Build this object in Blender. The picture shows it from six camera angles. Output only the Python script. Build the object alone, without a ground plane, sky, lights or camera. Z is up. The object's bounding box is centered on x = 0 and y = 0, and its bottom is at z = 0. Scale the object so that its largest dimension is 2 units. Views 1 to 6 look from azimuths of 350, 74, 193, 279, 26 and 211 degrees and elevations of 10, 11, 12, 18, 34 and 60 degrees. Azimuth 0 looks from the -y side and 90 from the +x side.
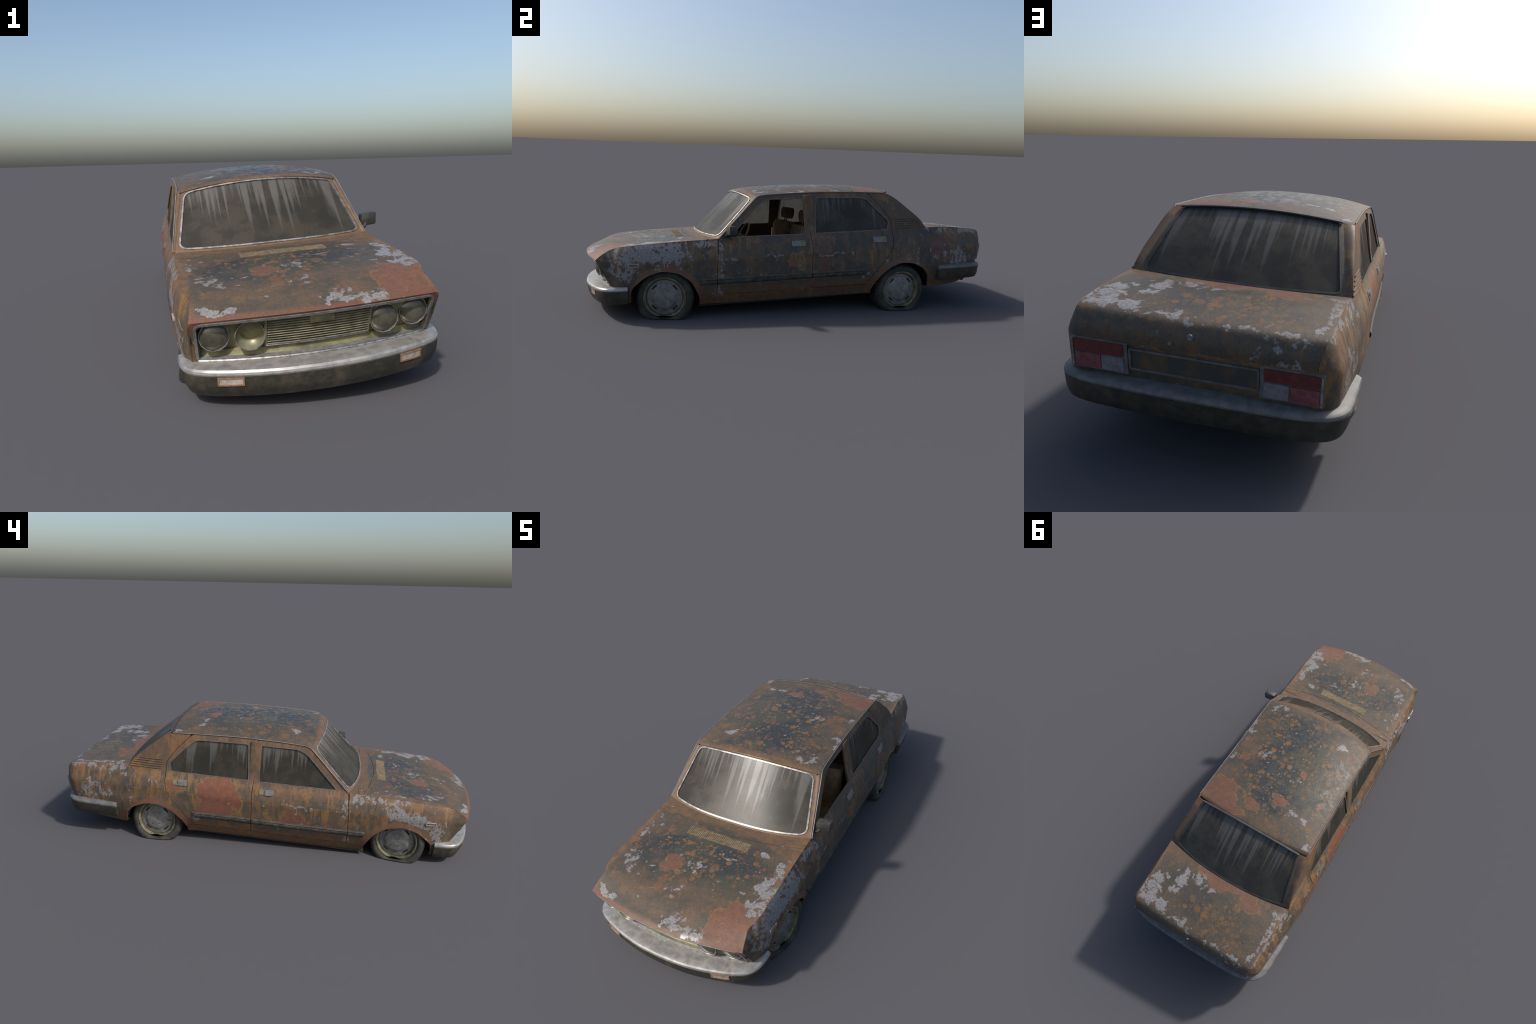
# Abandoned, rust-eaten four-door saloon on flat tyres.
# The body is drawn in its own level, mirror-symmetric frame ("car frame": x right, nose
# towards -y) and then tipped by CAR: it sags on its dead springs. The wheels stand upright.
import bpy, math, random
import numpy as np
from mathutils import Matrix, Vector
from mathutils.geometry import delaunay_2d_cdt

random.seed(7)
for o in list(bpy.data.objects):
    bpy.data.objects.remove(o, do_unlink=True)

ROLL, PITCH, YAW = math.radians(3.355), math.radians(2.34), math.radians(0.157)
PIV = Vector((0, 0, .15))
CAR = (Matrix.Translation(PIV + Vector((-.0018, 0, 0))) @ Matrix.Rotation(YAW, 4, 'Z')
       @ Matrix.Rotation(PITCH, 4, 'X') @ Matrix.Rotation(-ROLL, 4, 'Y') @ Matrix.Translation(-PIV))

# ------------------------------------------------------------------ small maths
def interp(pts):
    """monotone cubic through (x, y) control points"""
    xs = np.array([p[0] for p in pts], float); ys = np.array([p[1] for p in pts], float)
    h = np.diff(xs); d = np.diff(ys) / h
    m = np.zeros(len(xs)); m[0] = d[0]; m[-1] = d[-1]
    for i in range(1, len(xs) - 1):
        m[i] = 0 if d[i-1] * d[i] <= 0 else 2 * d[i-1] * d[i] / (d[i-1] + d[i])
    def f(x):
        x = min(max(x, xs[0]), xs[-1])
        i = min(max(int(np.searchsorted(xs, x)) - 1, 0), len(h) - 1)
        t = (x - xs[i]) / h[i]
        return float(ys[i]*(1+2*t)*(1-t)**2 + h[i]*m[i]*t*(1-t)**2 + ys[i+1]*t*t*(3-2*t) + h[i]*m[i+1]*t*t*(t-1))
    return f

def path(pts):
    """smooth n-dimensional curve through control points, parameter 0..1 by point index"""
    k = len(pts) - 1
    fs = [interp([(i / k, p[j]) for i, p in enumerate(pts)]) for j in range(len(pts[0]))]
    return lambda t: tuple(f(t) for f in fs)

def round_poly(pts, r, n=5):
    out = []; N = len(pts)
    for i, p in enumerate(pts):
        rr = p[2] if len(p) > 2 else r
        a = Vector(pts[i-1][:2]); b = Vector(p[:2]); c = Vector(pts[(i+1) % N][:2])
        if rr <= 0: out.append(tuple(b)); continue
        ra = min(rr, .45 * (a-b).length); rc = min(rr, .45 * (c-b).length)
        p0 = b + (a-b).normalized() * ra; p1 = b + (c-b).normalized() * rc
        for k in range(n + 1):
            t = k / n
            out.append(tuple(p0*(1-t)**2 + b*2*t*(1-t) + p1*t*t))
    return out

def resample(loop, h):
    out = []
    for i, p in enumerate(loop):
        q = loop[(i+1) % len(loop)]
        L = math.hypot(q[0]-p[0], q[1]-p[1])
        if L < 1e-6: continue
        n = max(1, int(round(L / h)))
        out += [(p[0] + (q[0]-p[0])*k/n, p[1] + (q[1]-p[1])*k/n) for k in range(n)]
    return out

def inside(P, loop):
    x, y = P[:, 0], P[:, 1]; r = np.zeros(len(P), bool)
    L = np.array(loop); M = np.roll(L, -1, 0)
    for (x0, y0), (x1, y1) in zip(L, M):
        if y0 == y1: continue
        c = ((y0 > y) != (y1 > y)) & (x < (x1-x0)*(y-y0)/(y1-y0) + x0)
        r ^= c
    return r

def fill(outline, holes=(), h=.013):
    """triangulated sheet inside an outline, minus holes, in a 2D parameter plane"""
    loops = [resample(l, h) for l in [outline] + list(holes)]
    V = []; Ed = []
    for l in loops:
        s = len(V); V += l; Ed += [(s+i, s+(i+1) % len(l)) for i in range(len(l))]
    B = np.array(V); lo, hi = B.min(0), B.max(0)
    g = [(lo[0] + (i + .5*(j % 2))*h, lo[1] + j*h*.87) for j in range(int((hi[1]-lo[1])/h/.87)+2)
         for i in range(int((hi[0]-lo[0])/h)+2)]
    g = np.array(g); ok = inside(g, loops[0])
    for l in loops[1:]: ok &= ~inside(g, l)
    g = g[ok]
    if len(g):
        d = np.sqrt(((g[:, None, :] - B[None]) ** 2).sum(2)).min(1); g = g[d > .5*h]
    allv = [Vector(v) for v in V] + [Vector(v) for v in g.tolist()]
    r = delaunay_2d_cdt(allv, Ed, [], 0, 1e-6)
    vs = np.array([tuple(v) for v in r[0]]); fs = r[2]
    c = np.array([vs[list(f)].mean(0) for f in fs]); ok = inside(c, loops[0])
    for l in loops[1:]: ok &= ~inside(c, l)
    return vs.tolist(), [tuple(f) for f, k in zip(fs, ok) if k]

# ------------------------------------------------------------------ object making
root = bpy.data.objects.new("rusty_sedan", None)
bpy.context.collection.objects.link(root)
root["label"] = "abandoned rusty four-door sedan on flat tyres"
root["category"] = "car"
ANY = Vector((0, 0, 0))

def smooth_mesh(me, ang):
    me.polygons.foreach_set('use_smooth', [True]*len(me.polygons))
    me.set_sharp_from_angle(angle=math.radians(ang))

def make(name, verts, faces, mat, parent=None, out=None, solid=0, inner=None, ang=35, frame=CAR, kind=None):
    """mesh object; out = point-to-direction rule giving the outside, solid = sheet thickness inwards"""
    me = bpy.data.meshes.new(name)
    me.from_pydata([tuple(v) for v in verts], [], [tuple(f) for f in faces]); me.update()
    if out is not None:
        s = 0
        for p in me.polygons: s += p.area * p.normal.dot(Vector(out))
        if s < 0: me.flip_normals()
    me.materials.append(mat)
    o = bpy.data.objects.new(name, me); bpy.context.collection.objects.link(o)
    if solid:
        if inner: me.materials.append(inner)
        m = o.modifiers.new('sheet', 'SOLIDIFY'); m.thickness = solid; m.offset = -1
        m.use_even_offset = False
        if inner: m.material_offset = 1; m.material_offset_rim = 0
        me2 = bpy.data.meshes.new_from_object(o.evaluated_get(bpy.context.evaluated_depsgraph_get()))
        o.modifiers.clear(); o.data = me2; me2.name = name; bpy.data.meshes.remove(me); me = me2
    smooth_mesh(me, ang)
    put(o, parent, frame); 
    if kind: o["kind"] = kind
    return o

def put(o, parent, frame=CAR):
    if parent is None or parent is root:
        o.parent = root; o.matrix_local = frame
    else:
        o.parent = parent; o.matrix_local = Matrix()

def twin(o, name=None, parent=None, matrix=None):
    c = o.copy(); bpy.context.collection.objects.link(c)
    if name: c.name = name
    c.parent = parent or o.parent
    if matrix is not None: c.matrix_local = matrix
    return c

def sheet(name, outline, holes, fn, mat, h=.013, **kw):
    vs, fs = fill(outline, holes, h)
    return make(name, [fn(*v) for v in vs], fs, mat, **kw)

def grid(nu, nv, fn):
    V = [fn(i/nu, j/nv) for j in range(nv+1) for i in range(nu+1)]
    F = [(j*(nu+1)+i, j*(nu+1)+i+1, (j+1)*(nu+1)+i+1, (j+1)*(nu+1)+i) for j in range(nv) for i in range(nu)]
    return V, F

def sweep(loops, closed_loop=False, cap=True, closed_path=False):
    """skin consecutive cross-sections"""
    n = len(loops[0]); V = [p for l in loops for p in l]; F = []
    m = len(loops); k = n if closed_loop else n-1
    for j in range(m if closed_path else m-1):
        a = j*n; b = ((j+1) % m)*n
        for i in range(k):
            i2 = (i+1) % n
            F.append((a+i, a+i2, b+i2, b+i))
    if cap and closed_loop and not closed_path:
        F.append(tuple(range(n-1, -1, -1))); F.append(tuple((m-1)*n+i for i in range(n)))
    return V, F

def tube(pts, w, hgt=None, n=6, closed=False, up=(0, 0, 1)):
    """rounded bar along 3D points"""
    hgt = hgt or w; P = [Vector(p) for p in pts]; L = []
    for i, p in enumerate(P):
        a = P[i-1] if (i or closed) else p; b = P[(i+1) % len(P)] if (i < len(P)-1 or closed) else p
        t = (b-a).normalized(); u = Vector(up); s = t.cross(u)
        if s.length < 1e-4: s = t.cross(Vector((0, 1, 0)))
        s.normalize(); q = s.cross(t)
        L.append([tuple(p + s*w*.5*math.cos(2*math.pi*k/n) + q*hgt*.5*math.sin(2*math.pi*k/n)) for k in range(n)])
    return sweep(L, True, not closed, closed)

def box(cx, cy, cz, sx, sy, sz, bev=.2, n=3):
    """pillow-edged box as stacked rounded rectangles along z"""
    r = min(sx, sy, sz) * bev; loops = []
    prof = [(-sz/2, r), (-sz/2 + r*.3, r*.3), (-sz/2 + r, 0), (sz/2 - r, 0), (sz/2 - r*.3, r*.3), (sz/2, r)]
    for z, ins in prof:
        a, b = sx/2 - ins, sy/2 - ins; rr = r
        l = round_poly([(-a, -b), (a, -b), (a, b), (-a, b)], rr, n)
        loops.append([(cx+p[0], cy+p[1], cz+z) for p in l])
    return sweep(loops, True)

def lathe_y(prof, n=28, centre=(0, 0, 0), a0=0., cap=True):
    """surface of revolution about the y axis; prof = (radius, y)"""
    cx, cy, cz = centre
    L = [[(cx + r*math.cos(a0+2*math.pi*k/n), cy+y, cz + r*math.sin(a0+2*math.pi*k/n)) for k in range(n)] for r, y in prof]
    return sweep(L, True, cap)

# ------------------------------------------------------------------ materials
class G:
    def __init__(s, name):
        s.m = bpy.data.materials.new(name); s.m.use_nodes = True
        s.t = s.m.node_tree; s.t.nodes.clear()
        s.out = s.t.nodes.new('ShaderNodeOutputMaterial')
        tc = s.t.nodes.new('ShaderNodeTexCoord'); s.P = tc.outputs['Object']
        x = s.n('ShaderNodeSeparateXYZ'); s.put(x.inputs[0], s.P)
        s.x, s.y, s.z = x.outputs
        s.ax = s.math('ABSOLUTE', s.x)
    def n(s, t, **k):
        nd = s.t.nodes.new(t)
        for a, b in k.items(): setattr(nd, a, b)
        return nd
    def put(s, sock, v):
        if isinstance(v, bpy.types.NodeSocket): s.t.links.new(v, sock)
        elif isinstance(v, (tuple, list)) and sock.type == 'RGBA': sock.default_value = tuple(v)[:3] + (1,)
        else: sock.default_value = v
    def math(s, op, a, b=None, c=None, clamp=False):
        nd = s.n('ShaderNodeMath', operation=op, use_clamp=clamp)
        for i, v in enumerate((a, b, c)):
            if v is not None: s.put(nd.inputs[i], v)
        return nd.outputs[0]
    def add(s, a, b): return s.math('ADD', a, b)
    def sub(s, a, b): return s.math('SUBTRACT', a, b)
    def mul(s, a, b): return s.math('MULTIPLY', a, b)
    def mx(s, a, b): return s.math('MAXIMUM', a, b)
    def xyz(s, x, y, z):
        nd = s.n('ShaderNodeCombineXYZ')
        for i, v in enumerate((x, y, z)): s.put(nd.inputs[i], v)
        return nd.outputs[0]
    def map(s, scale=(1, 1, 1), loc=(0, 0, 0), vec=None):
        nd = s.n('ShaderNodeMapping'); s.put(nd.inputs['Vector'], vec or s.P)
        nd.inputs['Scale'].default_value = scale; nd.inputs['Location'].default_value = loc
        return nd.outputs[0]
    def noise(s, scale, detail=3, rough=.55, vec=None, stretch=None, loc=(0, 0, 0), warp=0):
        nd = s.n('ShaderNodeTexNoise'); v = vec or s.P
        if stretch or any(loc): v = s.map(stretch or (1, 1, 1), loc, v)
        s.put(nd.inputs['Vector'], v); nd.inputs['Scale'].default_value = scale
        nd.inputs['Detail'].default_value = detail; nd.inputs['Roughness'].default_value = rough
        nd.inputs['Distortion'].default_value = warp
        return nd.outputs['Fac']
    def cells(s, scale, vec=None, stretch=None, loc=(0, 0, 0)):
        nd = s.n('ShaderNodeTexVoronoi'); v = vec or s.P
        if stretch or any(loc): v = s.map(stretch or (1, 1, 1), loc, v)
        s.put(nd.inputs['Vector'], v); nd.inputs['Scale'].default_value = scale
        return nd.outputs['Distance'], nd.outputs['Color']
    def step(s, v, lo, hi):
        """smooth 0..1 between lo and hi (lo may exceed hi)"""
        nd = s.n('ShaderNodeMapRange', interpolation_type='SMOOTHSTEP')
        s.put(nd.inputs[0], v)
        if lo < hi:
            nd.inputs[1].default_value = lo; nd.inputs[2].default_value = hi
        else:
            nd.inputs[1].default_value = hi; nd.inputs[2].default_value = lo
            nd.inputs[3].default_value = 1; nd.inputs[4].default_value = 0
        return nd.outputs[0]
    def mix(s, f, a, b, mode='MIX'):
        nd = s.n('ShaderNodeMix', data_type='RGBA', blend_type=mode)
        s.put(nd.inputs[0], f); s.put(nd.inputs[6], a); s.put(nd.inputs[7], b)
        return nd.outputs[2]
    def ramp(s, f, stops):
        nd = s.n('ShaderNodeValToRGB'); s.put(nd.inputs[0], f); e = nd.color_ramp.elements
        while len(e) < len(stops): e.new(.5)
        for el, (p, c) in zip(e, stops): el.position = p; el.color = tuple(c)[:3] + (1,)
        return nd.outputs[0]
    def blob(s, u, v, cu, cv, ru, rv, wob):
        """soft-free distance field of an ellipse, edge at 1, made ragged by wob (a noise socket)"""
        a = s.math('DIVIDE', s.sub(u, cu), ru); b = s.math('DIVIDE', s.sub(v, cv), rv)
        d = s.math('SQRT', s.add(s.mul(a, a), s.mul(b, b)))
        return s.add(d, wob)
    def bump(s, h, strength=.3, dist=.004):
        nd = s.n('ShaderNodeBump'); s.put(nd.inputs['Height'], h)
        nd.inputs['Strength'].default_value = strength; nd.inputs['Distance'].default_value = dist
        return nd.outputs[0]
    def bsdf(s, col, rough=.6, metal=0., spec=.5, normal=None, **k):
        p = s.n('ShaderNodeBsdfPrincipled'); s.put(p.inputs['Base Color'], col)
        s.put(p.inputs['Roughness'], rough); s.put(p.inputs['Metallic'], metal)
        s.put(p.inputs['Specular IOR Level'], spec)
        if normal is not None: s.put(p.inputs['Normal'], normal)
        for a, b in k.items(): s.put(p.inputs[a], b)
        return p.outputs[0]
    def end(s, sh): s.t.links.new(sh, s.out.inputs[0]); return s.m

def rusty_side():
    g = G("rusty_side_paint")
    fine = g.noise(170, 4, .65)
    med = g.noise(34, 5, .65)
    big = g.noise(7, 3, .5, loc=(3, 1, 2))
    streak = g.noise(1, 4, .6, stretch=(20, 42, 8))
    wash = g.noise(1, 4, .62, stretch=(7, 11, 5.5), loc=(5, 2, 1))
    rag = g.sub(g.noise(1, 6, .68, stretch=(24, 30, 15), loc=(2, 3, 4)), .5)       # ragged, slightly hanging edge
    rag2 = g.sub(g.noise(16, 6, .66, loc=(7, 3, 1)), .5)
    left = g.step(g.x, .02, -.02); right = g.sub(1.0, left)
    wy = g.add(g.y, g.mul(g.sub(g.noise(11, 3, .6, loc=(1, 9, 5)), .5), .16))      # warped plan for ragged outlines
    wz = g.add(g.z, g.mul(g.sub(g.noise(13, 3, .6, loc=(8, 2, 7)), .5), .10))
    flake = g.noise(1, 5, .66, stretch=(34, 38, 24), loc=(2, 7, 4))
    col = g.mix(g.step(wash, .36, .64), (.066, .058, .044), (.100, .070, .046))
    # rust runs hanging from the window sill and from the flank crease
    for zt, k, thr, ln, seed in ((.366, 30, .40, .105, 1.0), (.274, 24, .44, .12, 4.0), (.342, 46, .50, .075, 8.0), (.548, 26, .42, .15, 11.0)):
        n1 = g.noise(1, 3, .6, vec=g.xyz(g.mul(left, 5.3), g.mul(g.y, k), seed))
        length = g.mul(g.step(n1, thr, .66), ln)
        t = g.sub(g.add(zt, g.mul(rag, .02)), g.z)
        m = g.mul(g.step(g.sub(length, t), -.012, .02), g.step(t, -.004, .004))
        m = g.mul(m, g.step(g.add(streak, g.mul(med, .4)), .5, .74))
        col = g.mix(g.mul(m, .95), col, g.mix(g.step(streak, .38, .62), (.145, .076, .036), (.205, .112, .043)))
    # dark slate areas, larger on the +x flank
    dark = g.step(g.add(g.mul(wash, .7), g.mul(streak, .5)), .625, .69)
    slab = g.mul(g.step(g.add(g.noise(1, 3, .55, stretch=(4, 6, 7), loc=(3, 3, 9)), g.mul(rag, .25)), .44, .52), right)
    dark = g.mul(g.mul(g.mx(dark, g.mul(slab, .85)), g.step(g.z, .115, .16)), g.add(.75, g.mul(right, .2)))
    col = g.mix(dark, col, g.mix(big, (.034, .036, .036), (.052, .051, .040)))
    # general ochre-brown tint, stronger on the -x flank, on pillars and sills
    film = g.mul(g.step(g.add(med, g.mul(big, .6)), .74, .92), g.add(.3, g.mul(left, .2)))
    film = g.mx(film, g.mul(g.step(g.add(g.z, g.mul(rag, .02)), .355, .372), .38))
    film = g.mx(film, g.mul(g.step(g.add(g.z, g.mul(rag, .05)), .15, .11), .7))
    col = g.mix(film, col, g.mix(g.step(med, .38, .62), (.135, .068, .038), (.185, .098, .043)))
    # bare red rust: random plates, wheel-arch lips, and one big plate on a rear door
    red = g.add(g.noise(5.5, 5, .6, loc=(1.3, 4.1, .7)), 0)
    col = g.mix(g.mul(g.step(red, .60, .63), .8), col, (.20, .118, .042))
    col = g.mix(g.mul(g.step(red, .625, .65), .85), col, (.15, .068, .042))
    for cy, cz, r in ((-.652, .078, .155), (.513, .052, .157)):
        a = g.sub(g.y, cy); b = g.sub(g.z, cz)
        d = g.math('ABSOLUTE', g.sub(g.math('SQRT', g.add(g.mul(a, a), g.mul(b, b))), r))
        col = g.mix(g.mul(g.step(g.add(d, g.mul(rag, .02)), .024, .008), .8), col, g.mix(med, (.12, .056, .036), (.17, .086, .044)))
    def plate(cy, cz, ry, rz, amp, f, c0, c1, rim=True):
        nonlocal col
        d = g.add(g.blob(wy, wz, cy, cz, ry, rz, g.mul(rag2, amp)), g.mul(rag, amp*.6))
        if rim: col = g.mix(g.mul(g.step(d, 1.12, 1.04), g.mul(f, .8)), col, (.22, .125, .045))
        col = g.mix(g.mul(g.step(d, 1.04, .94), f), col, g.mix(g.step(med, .35, .65), c0, c1))
    plate(.205, .285, .105, .075, 1.5, left, (.20, .076, .042), (.135, .058, .038))
    plate(.215, .215, .075, .05, 1.3, left, (.17, .07, .044), (.13, .062, .042), False)
    plate(-.17, .205, .055, .042, 1.6, left, (.16, .066, .042), (.12, .056, .038))
    plate(-.31, .165, .065, .032, 1.6, left, (.16, .066, .042), (.12, .056, .038))
    plate(.72, .265, .06, .055, 1.8, right, (.125, .058, .044), (.10, .05, .04), False)
    plate(.10, .235, .03, .09, 1.6, right, (.12, .056, .044), (.10, .05, .04), False)
    # surviving pale paint: flaking noise that thickens where paint held on
    bias = None
    def paint(cy, cz, ry, rz, k, f=None, tilt=0.):
        nonlocal bias
        zz = g.sub(wz, g.mul(g.sub(g.y, cy), tilt)) if tilt else wz
        m = g.mul(g.step(g.blob(wy, zz, cy, cz, ry, rz, g.mul(rag, .8)), 1.5, .35), k)
        if f is not None: m = g.mul(m, f)
        bias = m if bias is None else g.mx(bias, m)
    paint(-.72, .305, .18, .055, .36, right); paint(-.83, .245, .07, .06, .20, right); paint(-.72, .265, .14, .03, .18, right)
    paint(-.71, .272, .14, .035, .34, left, .22); paint(-.81, .225, .055, .06, .22, left); paint(-.62, .340, .15, .02, .21, left)
    paint(-.47, .335, .06, .02, .20); paint(-.415, .265, .03, .09, .19); paint(-.37, .272, .09, .011, .19)
    paint(.15, .268, .10, .006, .22, right); paint(-.17, .270, .12, .007, .19)
    paint(.84, .222, .085, .06, .19); paint(.735, .228, .03, .035, .19); paint(.74, .352, .10, .022, .20); paint(.88, .352, .08, .018, .21)
    paint(.31, .155, .025, .03, .24); paint(-.42, .12, .025, .05, .19); paint(-.10, .20, .25, .10, .035); paint(.60, .22, .2, .10, .05)
    sd, sc = g.cells(60); ss = g.n('ShaderNodeSeparateColor'); g.put(ss.inputs[0], sc)
    spots = g.step(g.sub(g.add(sd, g.mul(rag2, .5)), g.mul(ss.outputs[0], .36)), .02, .10)
    pale = g.mul(g.step(g.add(flake, bias), .66, .687), spots)
    col = g.mix(g.mul(g.mul(g.step(g.add(flake, bias), .615, .66), spots), .45), col, (.115, .085, .065))
    col = g.mix(g.mul(pale, .9), col, g.mix(g.step(fine, .3, .7), (.16, .152, .155), (.235, .225, .226)))
    # shut lines bleed orange
    seam = None
    for c in (-.414, .038):
        m = g.step(g.math('ABSOLUTE', g.add(g.sub(g.y, c), g.mul(rag, .02))), .013, .003)
        seam = m if seam is None else g.mx(seam, m)
    col = g.mix(g.mul(g.mul(seam, .7), g.sub(1.0, g.mul(pale, .6))), col, g.mix(g.step(med, .4, .6), (.15, .066, .04), (.20, .115, .05)))
    col = g.mix(.5, col, g.ramp(fine, [(.3, (.3, .29, .28)), (.7, (.7, .71, .73))]), 'OVERLAY')
    hgt = g.add(g.mul(med, .6), g.mul(fine, .35))
    return g.end(g.bsdf(col, g.add(.48, g.mul(med, .2)), 0, .45, g.bump(hgt, .3, .003)))

def rusty_top():
    g = G("rusty_top_paint")
    fine = g.noise(150, 4, .65)
    med = g.noise(30, 5, .65)
    big = g.noise(6, 3, .5, loc=(4, 2, 2))
    rag = g.sub(g.noise(20, 6, .66), .5)
    rag2 = g.sub(g.noise(8, 5, .6, loc=(2, 2, 2)), .5)
    wx = g.add(g.x, g.mul(g.sub(g.noise(10, 3, .6, loc=(1, 9, 5)), .5), .16))
    wy = g.add(g.y, g.mul(g.sub(g.noise(10, 3, .6, loc=(8, 2, 7)), .5), .16))
    flake = g.noise(36, 5, .64, loc=(2, 7, 4))
    col = g.mix(g.step(g.noise(13, 5, .65), .38, .62), (.090, .066, .046), (.066, .056, .042))
    col = g.mix(g.mul(g.step(g.noise(10, 5, .65, loc=(8, 1, 3)), .50, .66), .5), col, (.125, .078, .046))
    # dark weathered primer in the middle of each big panel
    core = None
    for cx, cy, ry, rx, k in ((0, -.66, .17, .28, .95), (0, .08, .33, .25, 1), (0, .82, .13, .25, .6)):
        m = g.mul(g.step(g.add(g.blob(g.x, g.y, cx, cy, rx, ry, g.mul(rag2, 1.8)), g.mul(rag, .9)), 1.25, .5), k)
        core = m if core is None else g.mx(core, m)
    col = g.mix(core, col, g.mix(g.step(big, .40, .60), (.034, .038, .039), (.056, .054, .040)))
    # rust blisters with darker hearts
    dens = g.mul(g.step(g.add(g.noise(6, 4, .6, loc=(6, 6, 1)), g.mul(rag2, .3)), .36, .54), g.add(.45, g.mul(core, .55)))
    for sc, lc, pw, amp in ((26, (0, 0, 5), 2.2, .56), (44, (3, 1, 5), 1.3, .50), (80, (1, 8, 5), 1.1, .46)):
        d, c = g.cells(sc, loc=lc); sp = g.n('ShaderNodeSeparateColor'); g.put(sp.inputs[0], c)
        e = g.sub(g.add(d, g.mul(rag, .55)), g.mul(g.math('POWER', sp.outputs[0], pw), amp))
        f = g.mul(dens, g.add(.35, g.mul(sp.outputs[1], .6)))
        col = g.mix(g.mul(g.step(e, .08, -.08), f), col, (.18, .096, .040))
        col = g.mix(g.mul(g.step(e, -.10, -.26), g.mul(f, .8)), col, (.14, .058, .032))
    # peeled plates of bare red rust with a yellow rim
    pd = None
    for cx, cy, rx, ry, amp in ((.285, -.88, .085, .07, 2.4), (.22, -.925, .05, .04, 2.2), (-.09, -.735, .042, .032, 1.1), (.235, .40, .10, .085, 1.9), (.15, .435, .11, .04, 1.6),
                                (.03, .375, .03, .035, 1.5), (-.065, .285, .032, .03, 1.1), (-.225, .21, .02, .028, 1.6), (.215, .17, .03, .03, 2),
                                (.0, .70, .13, .042, 2.0), (-.16, .715, .06, .05, 1.8)):
        q = g.add(g.blob(wx, wy, cx, cy, rx, ry, g.mul(rag, amp)), g.mul(rag2, amp*.3))
        pd = q if pd is None else g.math('MINIMUM', pd, q)
    col = g.mix(g.mul(g.step(pd, 1.10, 1.03), .85), col, (.20, .122, .045))
    col = g.mix(g.step(pd, 1.03, .97), col, g.mix(g.step(med, .3, .7), (.158, .074, .045), (.112, .062, .042)))
    # rusty shoulders, bonnet lip, scuttle and window surrounds
    rim = g.step(g.add(g.ax, g.mul(rag, .035)), .296, .322)
    sc_ = g.mul(g.step(g.add(g.y, g.mul(rag, .03)), -.505, -.488), g.step(g.y, -.215, -.235))
    lip = g.step(g.add(g.sub(g.y, g.mul(g.mul(g.x, g.x), .5)), g.mul(rag, .012)), -.976, -.986)
    col = g.mix(g.mul(g.mx(g.mul(rim, .7), g.mul(sc_, .5)), 1.0), col, g.mix(g.step(med, .35, .65), (.125, .066, .04), (.19, .108, .048)))
    col = g.mix(g.mul(lip, .85), col, (.135, .06, .038))
    # last flakes of pale paint
    bias = g.mul(g.step(big, .5, .66), .02)
    for cx, cy, rx, ry, k in ((.12, -.955, .12, .03, .23), (.02, -.962, .06, .025, .19), (.305, -.72, .035, .16, .22), (.28, -.80, .05, .05, .22), (-.245, -.955, .035, .02, .28), (-.285, -.94, .03, .025, .25),
                              (-.29, -.62, .03, .10, .17), (-.25, -.78, .045, .03, .20), (.0, -.70, .02, .022, .18), (-.02, -.84, .016, .016, .30), (.08, -.62, .04, .012, .21), (.2, -.555, .018, .013, .36), (-.05, -.70, .03, .015, .16), (0, -.75, .25, .15, .03),
                              (.27, .87, .055, .08, .29), (.165, .80, .03, .075, .26), (.08, .76, .05, .04, .21), (.23, .93, .09, .035, .24), (.08, .955, .12, .022, .20), (-.17, .965, .12, .025, .20),
                              (-.305, .80, .022, .14, .22), (-.29, .93, .03, .05, .22),
                              (-.165, -.13, .03, .03, .24), (-.145, -.11, .016, .03, .26), (-.17, .33, .06, .025, .20), (-.205, .35, .025, .028, .25), (-.25, .41, .018, .018, .30), (.14, .10, .045, .02, .20), (-.06, .17, .025, .015, .2),
                              (.29, .0, .022, .09, .20), (.28, .19, .03, .025, .20), (.22, -.18, .06, .025, .18), (0, .1, .3, .3, .03), (.21, .45, .08, .02, .14)):
        bias = g.mx(bias, g.mul(g.step(g.blob(wx, wy, cx, cy, rx, ry, g.mul(rag, .8)), 1.5, .35), k))
    pale = g.mul(g.step(g.add(flake, bias), .665, .71), g.step(pd, .98, 1.04))
    col = g.mix(g.mul(g.step(g.add(flake, bias), .63, .675), .35), col, (.105, .082, .062))
    col = g.mix(g.mul(pale, .9), col, g.mix(g.step(fine, .3, .7), (.165, .157, .156), (.24, .23, .228)))
    col = g.mix(.5, col, g.ramp(fine, [(.3, (.3, .29, .28)), (.7, (.7, .71, .73))]), 'OVERLAY')
    hgt = g.add(g.mul(med, .6), g.mul(fine, .35))
    return g.end(g.bsdf(col, g.sub(g.add(.40, g.mul(med, .28)), g.mul(g.mx(core, pale), g.mul(g.step(flake, .42, .56), .24))), 0, .36, g.bump(g.add(hgt, g.mul(flake, .7)), .4, .003)))

def dull_chrome(name="dull_chrome", c0=(.29, .28, .265), c1=(.40, .39, .375), rough=.24, metal=.5):
    g = G(name); f = g.noise(40, 5, .65); h = g.noise(18, 4, .6, loc=(2, 3, 1))
    col = g.mix(g.step(f, .35, .65), c0, c1)
    col = g.mix(g.mul(g.step(h, .58, .72), .5), col, (.16, .125, .095))
    return g.end(g.bsdf(col, g.add(rough, g.mul(f, .25)), metal, .5, g.bump(g.add(h, g.mul(f, .4)), .25, .003)))

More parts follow.
